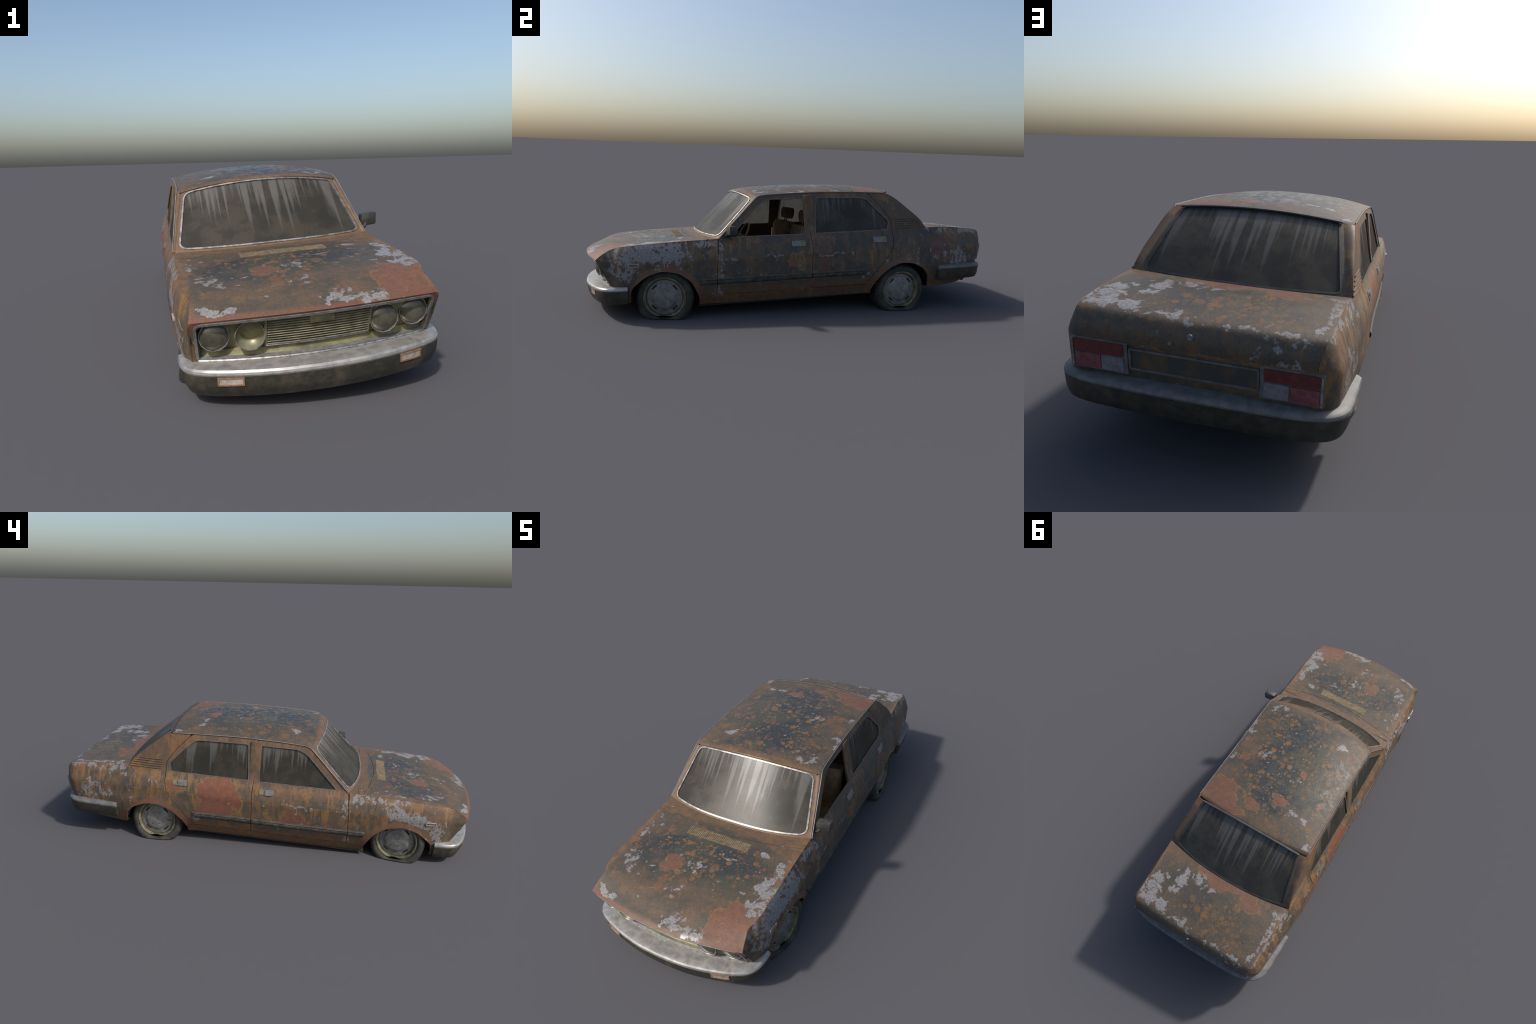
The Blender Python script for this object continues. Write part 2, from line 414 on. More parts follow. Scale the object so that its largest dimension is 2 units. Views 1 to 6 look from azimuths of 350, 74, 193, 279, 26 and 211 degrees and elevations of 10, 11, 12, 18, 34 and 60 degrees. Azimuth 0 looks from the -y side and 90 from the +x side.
def bright_trim():
    g = G("bright_trim"); f = g.noise(60, 3, .6)
    col = g.mix(g.step(f, .35, .6), (.20, .185, .17), (.38, .37, .36))
    return g.end(g.bsdf(col, g.add(.3, g.mul(f, .2)), .7, .5))

def dirty_rubber(name="dirty_rubber", c0=(.022, .022, .018), c1=(.075, .068, .05), rough=.6):
    g = G(name); f = g.noise(35, 5, .65); h = g.noise(12, 4, .6)
    col = g.mix(g.step(f, .38, .72), c0, c1)
    col = g.mix(g.mul(g.step(h, .52, .68), .55), col, (.085, .068, .052))
    return g.end(g.bsdf(col, rough, 0, .4, g.bump(g.add(f, h), .5, .005)))

def plain(name, c, rough=.6, metal=0., var=.25, scale=40, spec=.45, bump=.2):
    g = G(name); f = g.noise(scale, 4, .6)
    lo = tuple(v*(1-var) for v in c); hi = tuple(v*(1+var) for v in c)
    return g.end(g.bsdf(g.mix(g.step(f, .3, .7), lo, hi), rough, metal, spec, g.bump(f, bump, .003)))

def mossy():
    g = G("mossy_panel"); f = g.noise(30, 5, .65); h = g.noise(11, 4, .6, loc=(1, 5, 2))
    col = g.mix(g.step(h, .36, .62), (.075, .072, .03), (.20, .185, .085))
    col = g.mix(g.mul(g.step(f, .52, .66), .6), col, (.12, .11, .075))
    return g.end(g.bsdf(col, .55, .15, .5, g.bump(f, .5, .004)))

def glass(name, axis, top, height, tone=1.):
    """dirty pane: soft mud film, pale runs hanging from the upper edge, half see-through"""
    g = G(name); f = g.noise(45, 4, .6); h = g.noise(13, 5, .62, loc=(3, 3, 3))
    u = g.x if axis == 'x' else g.add(g.y, g.mul(g.step(g.x, 0, .01), 3.1))
    t = g.math('DIVIDE', g.sub(top(g) if callable(top) else top, g.z), height)     # 0 at the upper edge, 1 at the sill
    streak = None
    for k, seed, thr, gain in ((40, 3.7, .50, 3.2), (85, 9.2, .53, 2.4), (24, 6.1, .55, 4.2)):
        n1 = g.noise(1, 1, .5, vec=g.xyz(g.mul(u, k), seed, 1.0))
        m = g.step(g.sub(g.mul(g.sub(n1, thr), gain), g.mul(t, .62)), -.02, .24)
        streak = m if streak is None else g.mx(streak, m)
    streak = g.mul(streak, g.sub(1.0, g.mul(t, .5)))
    haze = g.step(t, .35, -.05)
    mud = g.step(g.add(h, g.mul(f, .15)), .46, .70)
    col = g.mix(mud, tuple(v*tone for v in (.064, .060, .051)), tuple(v*tone for v in (.086, .074, .056)))
    col = g.mix(g.mul(haze, .35), col, (.12, .115, .11))
    col = g.mix(g.mul(streak, .7), col, (.17, .165, .155))
    pane = g.bsdf(col, g.add(.24, g.mul(h, .22)), 0, .5)
    clear = g.n('ShaderNodeBsdfTransparent'); clear.inputs[0].default_value = (.75, .75, .72, 1)
    back = g.n('ShaderNodeBsdfTranslucent'); g.put(back.inputs[0], g.mix(streak, (.30, .285, .26), (.45, .44, .42)))
    dust = g.n('ShaderNodeMixShader'); dust.inputs[0].default_value = .28
    g.t.links.new(pane, dust.inputs[1]); g.t.links.new(back.outputs[0], dust.inputs[2]); pane = dust.outputs[0]
    op = g.math('MINIMUM', g.add(g.add(.54, g.mul(mud, .12)), g.mul(streak, .28)), .95)
    mx = g.n('ShaderNodeMixShader'); g.put(mx.inputs[0], op)
    g.t.links.new(clear.outputs[0], mx.inputs[1]); g.t.links.new(pane, mx.inputs[2])
    return g.end(mx.outputs[0])

SIDE = rusty_side(); TOP = rusty_top(); CHROME = dull_chrome(); TRIM = bright_trim(); RUBBER = dirty_rubber()
MOSS = mossy()
CHROME2 = dull_chrome("dark_rear_chrome", (.10, .10, .098), (.155, .152, .147), .45, .15)
BUMPRUB = dirty_rubber("dirty_bumper_rubber", (.026, .025, .019), (.050, .045, .034), .5)
SLOT2 = plain("dark_grille_back", (.05, .046, .028), .7)
GRILLE = plain("dusty_grille_bars", (.21, .195, .135), .5, .1, .3, 40)
INNER = plain("brown_interior_lining", (.11, .072, .042), .8)
SEAT = plain("brown_seat_cloth", (.19, .125, .07), .85)
BLACKISH = plain("dark_underbody", (.028, .022, .018), .85)
WSG = glass("dirty_windscreen_glass", 'x', lambda g: g.sub(.566, g.mul(g.mul(g.x, g.x), .35)), .19)
RWG = glass("dirty_rear_window_glass", 'x', .558, .185, 1.25)
SDG = glass("dirty_side_glass", 'y', .53, .165)
GREYSEAL = plain("grey_window_seal", (.12, .105, .095), .5, .1)
RAIL = plain("dull_drip_rail", (.17, .168, .17), .4, .15)
LAMPGREY = plain("dull_lamp_bezel", (.14, .14, .14), .4, .3)
DARKSEAL = plain("dark_window_seal", (.045, .044, .042), .55)
DARKRUST = plain("dark_rust", (.075, .045, .03), .7, 0, .5, 25)
REDLENS = plain("dark_red_lens", (.105, .020, .019), .3, 0, .3, 60, .5)
PINKLENS = plain("faded_red_lens", (.18, .055, .062), .35, 0, .25, 60, .5)
GREYLENS = plain("grey_reversing_lens", (.15, .15, .165), .35, 0, .25, 60, .5)
AMBER = plain("rusty_lamp_bezel", (.21, .125, .07), .6, 0, .3, 60)
AMBER2 = plain("rust_stained_lens", (.17, .12, .10), .5, 0, .5, 90)
MILKY = plain("milky_lamp_lens", (.30, .265, .245), .4, 0, .3, 50)
LENS = plain("dirty_headlamp_lens", (.085, .08, .06), .2, .25, .35, 22, .6, .1)
LENS2 = plain("olive_headlamp_reflector", (.22, .21, .135), .4, .3, .3, 20, .6, .1)
YELLOW = plain("ochre_handle_pocket", (.20, .145, .05), .7)
HANDLE = plain("dull_handle_metal", (.17, .172, .172), .45, .3, .25, 70)
TYRE = dirty_rubber("dirty_tyre_rubber", (.026, .026, .023), (.058, .054, .043), .75)
HUB = dull_chrome("tarnished_hubcap", (.15, .145, .132), (.235, .228, .215), .4, .35)
RIM = plain("mossy_rim_lip", (.13, .12, .072), .6, .1, .45, 45)
SLOT = plain("black_slot", (.012, .012, .012), .8)
PLATE = G("rusty_plate_recess")
_f = PLATE.noise(24, 4, .6, stretch=(1, 1, .5))
PLATE = PLATE.end(PLATE.bsdf(PLATE.mix(PLATE.step(_f, .4, .65), (.045, .042, .038), (.11, .07, .035)), .6))
MIRROR = plain("sooty_mirror_housing", (.04, .039, .034), .45, .1, .4, 50)
VENT = plain("mossy_vent", (.15, .112, .066), .65, 0, .3, 60)

# ------------------------------------------------------------------ body surfaces (car frame)
width_at = interp([(.04, .306), (.055, .313), (.10, .3395), (.15, .3585), (.20, .3645), (.25, .3665), (.272, .368), (.285, .365),
                   (.32, .355), (.363, .334), (.45, .3145), (.528, .2965), (.56, .286)])
taper = interp([(-.96, -.041), (-.945, -.040), (-.885, -.039), (-.84, -.020), (-.80, -.013), (-.65, -.008), (-.50, -.005), (-.25, 0), (.45, 0),
                (.65, -.004), (.85, -.015), (.92, -.021), (1.0, -.026)])
tail_y = interp([(.05, .90), (.10, .935), (.176, .9675), (.272, .986), (.30, .991), (.36, .991)])
TAIL_R = .062

def flare(y, z):
    f = 0
    for cy, cz, r in ((-.652, .078, .15), (.513, .05, .152)):
        d = math.hypot(y-cy, z-cz) - r
        f += .004 * math.exp(-(d/.014)**2)
    return f

belly = interp([(-1, 0), (.10, 0), (.40, .005), (.62, .006), (.80, .002), (1, 0)])
def half(y, z):
    w = width_at(z) + taper(y)
    if z < .26: w += flare(y, z) + belly(y)*min(1, (.26-z)/.05)
    elif y > .6: w -= .007*min(1, (z-.26)/.05)*min(1, (y-.6)/.2)
    return w

def side(u, z):
    """flank surface; beyond u = .85 the coordinate follows the rounded rear corner"""
    if u <= .85: return Vector((half(u, z), u, z))
    yc = tail_y(z) - TAIL_R
    s = (u - .85) / .15 * ((yc - .85) + 1.396 * TAIL_R)
    if s <= yc - .85: return Vector((half(.85 + s, z), .85 + s, z))
    a = (s - (yc - .85)) / TAIL_R
    return Vector((half(yc, z) - TAIL_R + TAIL_R*math.cos(a), yc + TAIL_R*math.sin(a), z))

def flank(s, inset=0):
    def f(u, z):
        p = side(u, z); return (s*(p.x - inset), p.y, p.z)
    return f

shoulder = interp([(-.945, .288), (-.92, .307), (-.878, .329), (-.836, .3395), (-.80, .343), (-.71, .3475),
                   (-.626, .351), (-.49, .3548), (-.40, .357)])
ARCH_F = [(-.497, .07), (-.504, .106), (-.536, .17), (-.592, .213), (-.666, .228), (-.737, .207), (-.793, .161), (-.803, .143), (-.806, .088)]
ARCH_R = [(.357, .072), (.37, .112), (.403, .152), (.453, .186), (.502, .202), (.565, .197), (.628, .167), (.66, .126), (.664, .108), (.661, .06)]
DRIP = [(-.405, .357), (-.214, .539), (-.190, .547), (-.069, .5525), (.039, .5545), (.14, .555), (.26, .5515), (.35, .548), (.447, .543)]
C_EDGE = [(.455, .540), (.495, .517), (.555, .469), (.61, .424), (.636, .397), (.653, .367)]
BOOT_SHOULDER = [(.653, .367), (.75, .366), (.847, .359), (.90, .351), (.935, .345), (.955, .338), (.975, .319), (.99, .294), (1.0, .272)]
SEAM_R = [(.318, .10), (.345, .137), (.398, .20), (.441, .248), (.461, .283), (.467, .33), (.466, .41), (.418, .475), (.348, .5475)]
g0 = .0014     # half a shut line

def smooth_line(pts, n=4):
    f = path(pts); k = (len(pts)-1)*n
    return [f(i/k) for i in range(k+1)]
def drip_z(y): return float(np.interp(y, [p[0] for p in DRIP], [p[1] for p in DRIP]))

def ring(loop, d):
    """loop pushed outward by d (2D, closed)"""
    L = [Vector(p) for p in loop]; A = sum(a.x*b.y-b.x*a.y for a, b in zip(L, L[1:]+L[:1])); s = 1 if A > 0 else -1
    out = []
    for i, p in enumerate(L):
        t = (L[(i+1) % len(L)] - L[i-1])
        if t.length < 1e-9: t = Vector((1, 0))
        t.normalize(); out.append(tuple(p + Vector((t.y, -t.x))*d*s))
    return out

FW = round_poly([(-.350, .364, .006), (.012, .363, .006), (.018, .5285, .014), (-.180, .5285, .045)], .01)
RW = round_poly([(.064, .364, .006), (.439, .3655, .008), (.450, .405, .012), (.332, .523, .03), (.076, .529, .014)], .01)

FENDER = [(-.881, .162, 0), (-.945, .288, 0)] + [(y, shoulder(y), 0) for y in np.linspace(-.935, -.406, 30)] + \
         [(-.408-g0, .355, 0), (-.414-g0, .28, 0), (-.420-g0, .17, 0), (-.420-g0, .10, 0), (-.495, .10, 0)] + \
         [p + (.02,) for p in ARCH_F[0:-1]] + [(-.806, .088, 0), (-.842, .09, 0), (-.858, .15, 0)]
F_DOOR = [(-.420+g0, .10+2*g0, .004), (-.420+g0, .17, 0), (-.414+g0, .28, 0), (-.405+g0, .357, 0), (-.214, .539, .02), (-.190, .547, .02)] + \
         [(y, drip_z(y), 0) for y in (-.12, -.06, 0)] + [(.033-g0, drip_z(.033), 0), (.037-g0, .375, 0), (.040-g0, .33, .02), (.041-g0, .29, .02), (.038-g0, .25, 0), (.037-g0, .10+2*g0, .004)]
R_DOOR = [(.037+g0, .10+2*g0, .004), (.038+g0, .25, 0), (.041+g0, .29, .02), (.040+g0, .33, .02), (.037+g0, .375, 0), (.033+g0, drip_z(.033), 0)] + \
         [(y, drip_z(y), 0) for y in (.1, .18, .26)] + [(x - 2*g0, z, .02) for x, z in SEAM_R[::-1]]
R_DOOR[-1] = (.318-2*g0, .10+2*g0, .004)
QUARTER = [(.318, .10, 0)] + [(x, z, .02) for x, z in SEAM_R[1:]] + [(.40, drip_z(.40), 0), (.447, .543, 0)] + \
          [p + (0,) for p in smooth_line(C_EDGE, 3)[1:-1]] + [p + (0,) for p in smooth_line(BOOT_SHOULDER, 3)] + \
          [(1.0, .115, 0), (.92, .092, .02), (.83, .068, .02), (.756, .062, 0), (.675, .057, .01)] + [p + (.02,) for p in ARCH_R[::-1][1:]] + [(.356, .10, 0)]
SILL = [(-.495, .10), (-.497, .055), (.357, .050), (.358, .098)]

for s in (1, -1):
    o = (s, 0, 0)
    sheet("fender", round_poly(FENDER, 0), [], flank(s), SIDE, out=o, solid=.006, inner=BLACKISH)
    fd = sheet("car_door", round_poly(F_DOOR, 0), [FW], flank(s), SIDE, out=o, solid=.004, inner=INNER)
    rd = sheet("car_door", round_poly(R_DOOR, 0), [RW], flank(s), SIDE, out=o, solid=.012, inner=INNER)
    sheet("quarter_panel", round_poly(QUARTER, 0), [], flank(s), SIDE, out=o, solid=.006, inner=INNER)
    sheet("sill", SILL, [], flank(s, .0015), SIDE, out=o, solid=.02, inner=BLACKISH)
    # dark backing strip behind the shut lines
    for door, W, name in ((fd, FW, "front"), (rd, RW, "rear")):
        sheet("window_seal", ring(W, .003), [ring(W, -.0015)], flank(s, -.0008), GREYSEAL, h=.008, out=o, solid=.004, parent=door)
        if not (s == 1 and name == "front"):       # one front pane is gone
            sheet("window_glass", ring(W, .002), [], flank(s, .005), SDG, h=.03, out=o, solid=.003, parent=door)
    # rubbing strip in three lengths
    for y0, y1, a0, a1, par in ((-.499, -.4225, .009, 0, root), (-.4190, .0355, 0, 0, fd), (.0385, .326, 0, -.017, rd)):
        loop = [(y0 + a0, .151), (y1 + a1, .151), (y1, .178), (y0, .178)]
        sheet("rubbing_strip_base", ring(loop, .0025), [], flank(s, -.0015), GREYSEAL, out=o, solid=.006, parent=par)
        def fs(u, z, s=s):
            p = side(u, z); k = 1 - abs((z-.1645)/.0135)**4
            gr = .0022 if abs(z-.170) < .003 else 0
            return (s*(p.x + .002 + .0055*max(k, 0) - gr), p.y, p.z)
        sheet("rubbing_strip", loop, [], fs, RUBBER, h=.0045, out=o, solid=.006, parent=par)
    # door handles: plate with open pocket at the rear end
    for yf, yr, zt, zb, door in ((-.062, .007, .335, .3085, fd), (.355, .426, .3355, .308, rd)):
        L = round_poly([(yf, zb+.001), (yr, zb), (yr, zt-.001), (yf, zt)], .006)
        ym = yr - .026
        pocket = round_poly([(ym+.002, zb+.0035), (yr-.004, zb+.0035), (yr-.004, zt-.0045), (ym+.002, zt-.0045)], .004)
        def fh(u, z, s=s, ym=ym):
            p = side(u, z); b = .002 + (.003 if u < ym else 0)
            return (s*(p.x + b), p.y, p.z)
        h_ = sheet("door_handle", L, [pocket], fh, HANDLE, h=.006, out=o, solid=.005, parent=door)
        sheet("handle_pocket", ring(pocket, .001), [], flank(s, -.0008), YELLOW, h=.01, out=o, solid=.004, parent=door)
    # side marker lamp
    L = round_poly([(-.81, .253), (-.762, .250), (-.762, .2655), (-.81, .2685)], .006)
    def fm(d): return lambda u, z, s=s: (s*(side(u, z).x + d), u, z)
    mk = sheet("marker_lamp", L, [ring(L, -.0035)], fm(.0045), MILKY, h=.005, out=o, solid=.006)
    sheet("marker_lens", ring(L, -.003), [], fm(.0025), AMBER2, h=.006, out=o, solid=.004, parent=mk)
    # pressed louvres on the rear pillar
    for k in range(5):
        z = .372 + .0108*k; y0, y1 = .488, .655 - .012*k*1.2
        pts = [(s*(side(y, z).x + .0008), y, z) for y in np.linspace(y0, y1, 14)]
        make("pillar_louvre", *tube(pts, .005, .0045, 6), SIDE)

# ------------------------------------------------------------------ bonnet, scuttle
H_C = path([(-.993, .2985), (-.978, .308), (-.958, .3135), (-.92, .3255), (-.87, .337), (-.79, .345), (-.70, .351), (-.60, .356), (-.53, .3595), (-.455, .362)])
H_Cu = interp([(-.993, 0), (-.978, 1/9), (-.958, 2/9), (-.92, 3/9), (-.87, 4/9), (-.79, 5/9), (-.70, 6/9), (-.60, 7/9), (-.53, 8/9), (-.455, 1)])
def bonnet(xf, v):
    cy = -.993 + .538*v; cz = H_C(H_Cu(cy))[1]
    ey = -.945 + .545*v; ez = shoulder(ey); ex = half(ey, ez) - .0008
    a = abs(xf)
    y = cy + (ey-cy)*a**2; z = cz + (ez + .001 - cz)*a**2.6
    return (xf*ex, y, z)
V, F = grid(52, 60, lambda a, b: bonnet(2*a-1, b*.872))
make("hood", V, F, TOP, out=(0, 0, 1), solid=.006, inner=BLACKISH)
V, F = grid(52, 10, lambda a, b: bonnet(2*a-1, .8755 + b*.135))
make("cowl", V, F, TOP, out=(0, 0, 1), solid=.006, inner=BLACKISH)
def on_bonnet(x, y, d=0.):
    """point on the bonnet at plan position"""
    lo, hi = 0., 1.05
    ex = .33
    for _ in range(30):
        v = (lo+hi)/2; ex = half(-.945+.545*v, shoulder(-.945+.545*v))
        if bonnet(x/ex, v)[1] < y: lo = v
        else: hi = v
    p = bonnet(x/ex, v); return (x, y, p[2]+d)
# air intake: a slatted plate let into the back of the bonnet
vent = sheet("air_vent", round_poly([(-.134, -.580), (.140, -.580), (.140, -.536), (-.134, -.536)], .004), [],
             lambda x, y: on_bonnet(x, y, .0012), VENT, h=.02, out=(0, 0, 1), solid=.004)
for k in range(34):
    x = -.128 + .0079*k
    make("vent_slat", *tube([on_bonnet(x, y, .0014) for y in np.linspace(-.577, -.539, 4)], .0042, .0028, 6), VENT, parent=vent)
    if k == 16: pass

# ------------------------------------------------------------------ windscreen and rear window
def ruled(bot, top, bulge):
    def f(a, b):
        B = Vector(bot(a)); T = Vector(top(a)); n = (Vector(bot(.05)) - Vector(bot(-.05))).cross(T-B).normalized()
        if n.z < 0: n = -n
        return B.lerp(T, b) + n*bulge*4*b*(1-b)
    return f
wind = ruled(lambda a: (.316*a, -.458 + .053*abs(a)**2.6, .3635 - .001*a*a),
             lambda a: (.2715*a, -.260 + .032*a*a, .5655 - .030*a*a), -.001)
rear = ruled(lambda a: (.297*a, .690 - .040*abs(a)**2.4, .3685 + .002*a*a),
             lambda a: (.252*a, .466 - .004*a*a, .558 - .015*a*a), .009)
def pane(fn, sx, sy, off=0.):
    def f(p, q):
        P = fn(p/sx, q/sy)
        if off:
            e = .01
            n = (fn(p/sx+e, q/sy)-P).cross(fn(p/sx, q/sy+e)-P).normalized()
            if n.z < 0: n = -n
            P = P + n*off
        return tuple(P)
    return f
WX, WY, RX, RY = .295, .278, .275, .26
wo = round_poly([(-WX*.985, .008), (WX*.985, .008), (WX*.985, WY*.975), (-WX*.985, WY*.975)], .03)
ro = round_poly([(-RX*.985, .004), (RX*.985, .004), (RX*.985, RY*.985), (-RX*.985, RY*.985)], .012)
sheet("window_frame", [(-WX*1.028, -.02), (WX*1.028, -.02), (WX*1.028, WY*1.02), (-WX*1.028, WY*1.02)], [ring(wo, .001)], pane(wind, WX, WY), TOP,
      out=(0, -.5, .8), solid=.006, inner=INNER)
ws = sheet("windshield", wo, [], pane(wind, WX, WY, -.002), WSG, h=.025, out=(0, -.5, .8), solid=.003)
sheet("windshield_trim", ring(wo, .0035), [ring(wo, -.0022)], pane(wind, WX, WY, .003), TRIM, h=.01, out=(0, -.5, .8), solid=.006, parent=ws)
sheet("window_frame", [(-RX*1.028, -.03), (RX*1.028, -.03), (RX*1.028, RY*1.0), (-RX*1.028, RY*1.0)], [ring(ro, .001)], pane(rear, RX, RY), TOP,
      out=(0, .5, .8), solid=.006, inner=INNER)
rw = sheet("back_window", ro, [], pane(rear, RX, RY, -.002), RWG, h=.025, out=(0, .5, .8), solid=.003)
sheet("window_trim", ring(ro, .003), [ring(ro, -.003)], pane(rear, RX, RY, .0015), DARKSEAL, h=.01, out=(0, .5, .8), solid=.005, parent=rw)
pts = [Vector(rear(a, .995)) + Vector((0, .004, .004)) for a in np.linspace(-1.02, 1.02, 30)]
make("window_gasket", *tube(pts, .011, .007, 8), DARKSEAL, parent=rw)

# pillars: strips from the flank edge to the glass frames
def strip(name, A, B, mat, out, n=24, m=6, bow=.004):
    fa, fb = path(A), path(B)
    def f(u, v):
        a = Vector(fa(u)); b = Vector(fb(u)); p = a.lerp(b, v) + Vector(out).normalized()*bow*4*v*(1-v)
        return tuple(p)
    V, F = grid(n, m, f); return make(name, V, F, mat, out=out, solid=.004, inner=INNER)
for s in (1, -1):
    A = [tuple(flank(s)(y, z)) for y, z in ((-.405, .357), (-.36, .4), (-.31, .4475), (-.26, .495), (-.216, .537))]
    B = [tuple(wind(s*1.0275, b)) for b in (-.02, .22, .49, .76, .985)]
    strip("roof_pillar", A, B, TOP, (s, -.6, .6))
    A = [tuple(flank(s)(*p)) for p in C_EDGE]; A[-1] = tuple(flank(s)(.656, .361))
    B = [tuple(rear(s*1.0275, b)) for b in (.995, .85, .59, .36, .17, -.03)]
    strip("roof_pillar", A, B, SIDE, (s, .5, .6))
    # bright drip rail
    pts = [Vector(flank(s, -.002)(*p)) + Vector((0, 0, .001)) for p in round_poly([(-.403, .357, 0)] + DRIP[1:-1] + [(.443, .5435, 0)], .03)]
    make("drip_rail", *tube(pts, .0042, .0042, 6), RAIL)

# ------------------------------------------------------------------ roof
R_C = path([(-.262, .566), (-.235, .572), (-.185, .579), (-.10, .5845), (.02, .588), (.17, .587), (.31, .581), (.40, .573), (.445, .5655), (.470, .5595)])
R_Y = [-.222, -.205, -.175, -.09, .03, .16, .29, .375, .418, .446]
def roof(xf, v):
    c = R_C(v); i = v*9; ey = float(np.interp(i, range(10), R_Y))
    ez = drip_z(ey) if ey > -.19 else float(np.interp(ey, [p[0] for p in DRIP], [p[1] for p in DRIP]))
    ex = half(ey, ez) - .001; a = abs(xf)
    q = max(0, (v-.955)/.045)**2
    return (xf*ex, c[0] + (ey-c[0])*a**2.2 + .003*q, c[1] + (ez+.002-c[1])*a**2.4 - .006*q)
V, F = grid(54, 70, lambda a, b: roof(math.sin((2*a-1)*math.pi/2*.92)/math.sin(math.pi/2*.92), b))
make("roof", V, F, TOP, out=(0, 0, 1), solid=.006, inner=INNER)

# ------------------------------------------------------------------ boot lid and tail
B_C = [(.691, .3700), (.76, .369), (.85, .3615), (.905, .353), (.947, .3455), (.971, .337), (.986, .318), (.9915, .295), (.988, .272)]
b_c = path(B_C); b_e = path([tuple(side(*p)) for p in BOOT_SHOULDER])
def boot(xf, v):
    c = b_c(v); e = b_e(v); a = abs(xf)
    return (xf*(e[0]-.0006), c[0] + (e[1]-c[0])*a**(2.2 + 3*v), c[1] + (e[2]-c[1])*a**3)
V, F = grid(56, 70, lambda a, b: boot(math.sin((2*a-1)*math.pi/2*.94)/math.sin(math.pi/2*.94), b))
lid = make("trunk_lid", V, F, TOP, out=(0, .3, 1), solid=.006, inner=BLACKISH)
make("lid_lock", *lathe_y([(.0075, -.004), (.0075, .0012), (.005, .002), (.0035, .0005), (.001, .0005)], 16, (0.004, .9915, .309)), HANDLE, parent=lid)
def tail(x, z, off=-.006):
    e = side(1.0, z); a = min(abs(x)/e.x, 1)
    return (x, tail_y(z) + off*(1 if a < .985 else 0) + (e.y - tail_y(z))*a**4, z)
V, F = grid(40, 22, lambda a, b: tail((2*a-1)*side(1.0, .272 - .165*b).x, .272 - .165*b))
tp = make("tail_panel", V, F, SIDE, out=(0, 1, 0), solid=.005, inner=BLACKISH)
V, F = grid(40, 2, lambda a, b: tail((2*a-1)*side(1.0, .273 - .007*b).x, .273 - .007*b, .0005))
make("tail_crease", V, F, SIDE, out=(0, 1, 0), solid=.014, parent=tp)
def tail_box(name, x0, x1, z0, z1, d0, mat, parent=None, r=.003, hole=None, h=.012):
    L = round_poly([(x0, z0), (x1, z0), (x1, z1), (x0, z1)], r)
    return sheet(name, L, [hole] if hole else [], lambda x, z: (x, tail_y(z) + d0 - .0015, z), mat, h=h, out=(0, 1, 0), solid=.008, parent=parent)
for s in (1, -1):
    a, b = .163, .311
    L = round_poly([(s*.172, .195), (s*.302, .195), (s*.302, .262), (s*.172, .262)], .002)
    X = sorted((s*a, s*b))
    lamp = tail_box("tail_lamp", X[0], X[1], .186, .268, .002, LAMPGREY, None, .003, None)
    X = sorted((s*.173, s*.301)); tail_box("lamp_lens", X[0], X[1], .2315, .2625, .005, REDLENS, lamp)
    X = sorted((s*.2335, s*.301)); tail_box("lamp_lens", X[0], X[1], .19, .228, .005, PINKLENS, lamp)
    X = sorted((s*.173, s*.2315)); tail_box("lamp_lens", X[0], X[1], .19, .228, .0045, GREYLENS, lamp)
    X = sorted((s*.304, s*.3085)); tail_box("lamp_rib", X[0], X[1], .188, .262, .006, TRIM, lamp, .001, None, .006)
L0 = round_poly([(-.159, .202), (.159, .202), (.159, .2545), (-.159, .2545)], .003)
pf = sheet("plate_frame", ring(L0, .002), [ring(L0, -.003)], lambda x, z: (x, tail_y(z)-.001, z), LAMPGREY, h=.01, out=(0, 1, 0), solid=.008)
sheet("plate_recess", L0, [], lambda x, z: (x, tail_y(z)-.005, z), PLATE, h=.02, out=(0, 1, 0), solid=.003, parent=pf)

# ------------------------------------------------------------------ nose: opening, lamps, grille
def nose(a, b, back=0.):
    """forward-leaning front face; a across -1..1, b up 0..1"""
    B = Vector((.320*a, -.937 + .056*a*a, .163)); T = Vector((.3195*a, -.992 + .047*a*a, .2965 - .009*abs(a)**2.6))
    p = B.lerp(T, b); e = -.881 - .064*min(max(b, 0), 1.02)
    p.x = a*(half(e, .163 + .125*min(max(b, 0), 1)) - .0004); p.y += back; return p
NX, NZ = .32, .14
no = round_poly([(-NX*.957, .008, .006), (NX*.957, .008, .006), (NX*.957, NZ*.955, .02), (-NX*.957, NZ*.955, .02)], .01)
def nosef(back): return lambda p, q: tuple(nose(p/NX, q/NZ, back))
sheet("nose_panel", [(-NX, -.03), (NX, -.03), (NX, NZ), (-NX, NZ)], [no], nosef(.0015), TOP, h=.01, out=(0, -1, 0), solid=.006, inner=BLACKISH)
ns = sheet("grille_surround", ring(no, .0015), [ring(no, -.0055)], nosef(-.001), HANDLE, h=.008, out=(0, -1, 0), solid=.01)
lo = resample(no, .012)
V, F = sweep([[nosef(.002)(*p) for p in lo], [nosef(.045)(*p) for p in lo]], True, False)
make("grille_recess", V, F, MOSS, parent=ns)
pb = sheet("headlamp_panel", ring(no, .004), [], nosef(.030), MOSS, h=.02, out=(0, -1, 0), solid=.004)
# moss ledge along the foot of the opening
V, F = grid(40, 4, lambda a, b: tuple(nose((2*a-1)*.95, .06 + .19*b**1.4, .001 + .027*b) + Vector((0, 0, .0025*math.sin(a*40)*b))))
make("grille_ledge", V, F, MOSS, out=(0, 0, 1), solid=.004, parent=pb)
make("grille_trim", *tube([tuple(nose(a, .05, -.001)) for a in np.linspace(-.95, .95, 40)], .006, .007, 6), TRIM, parent=ns)
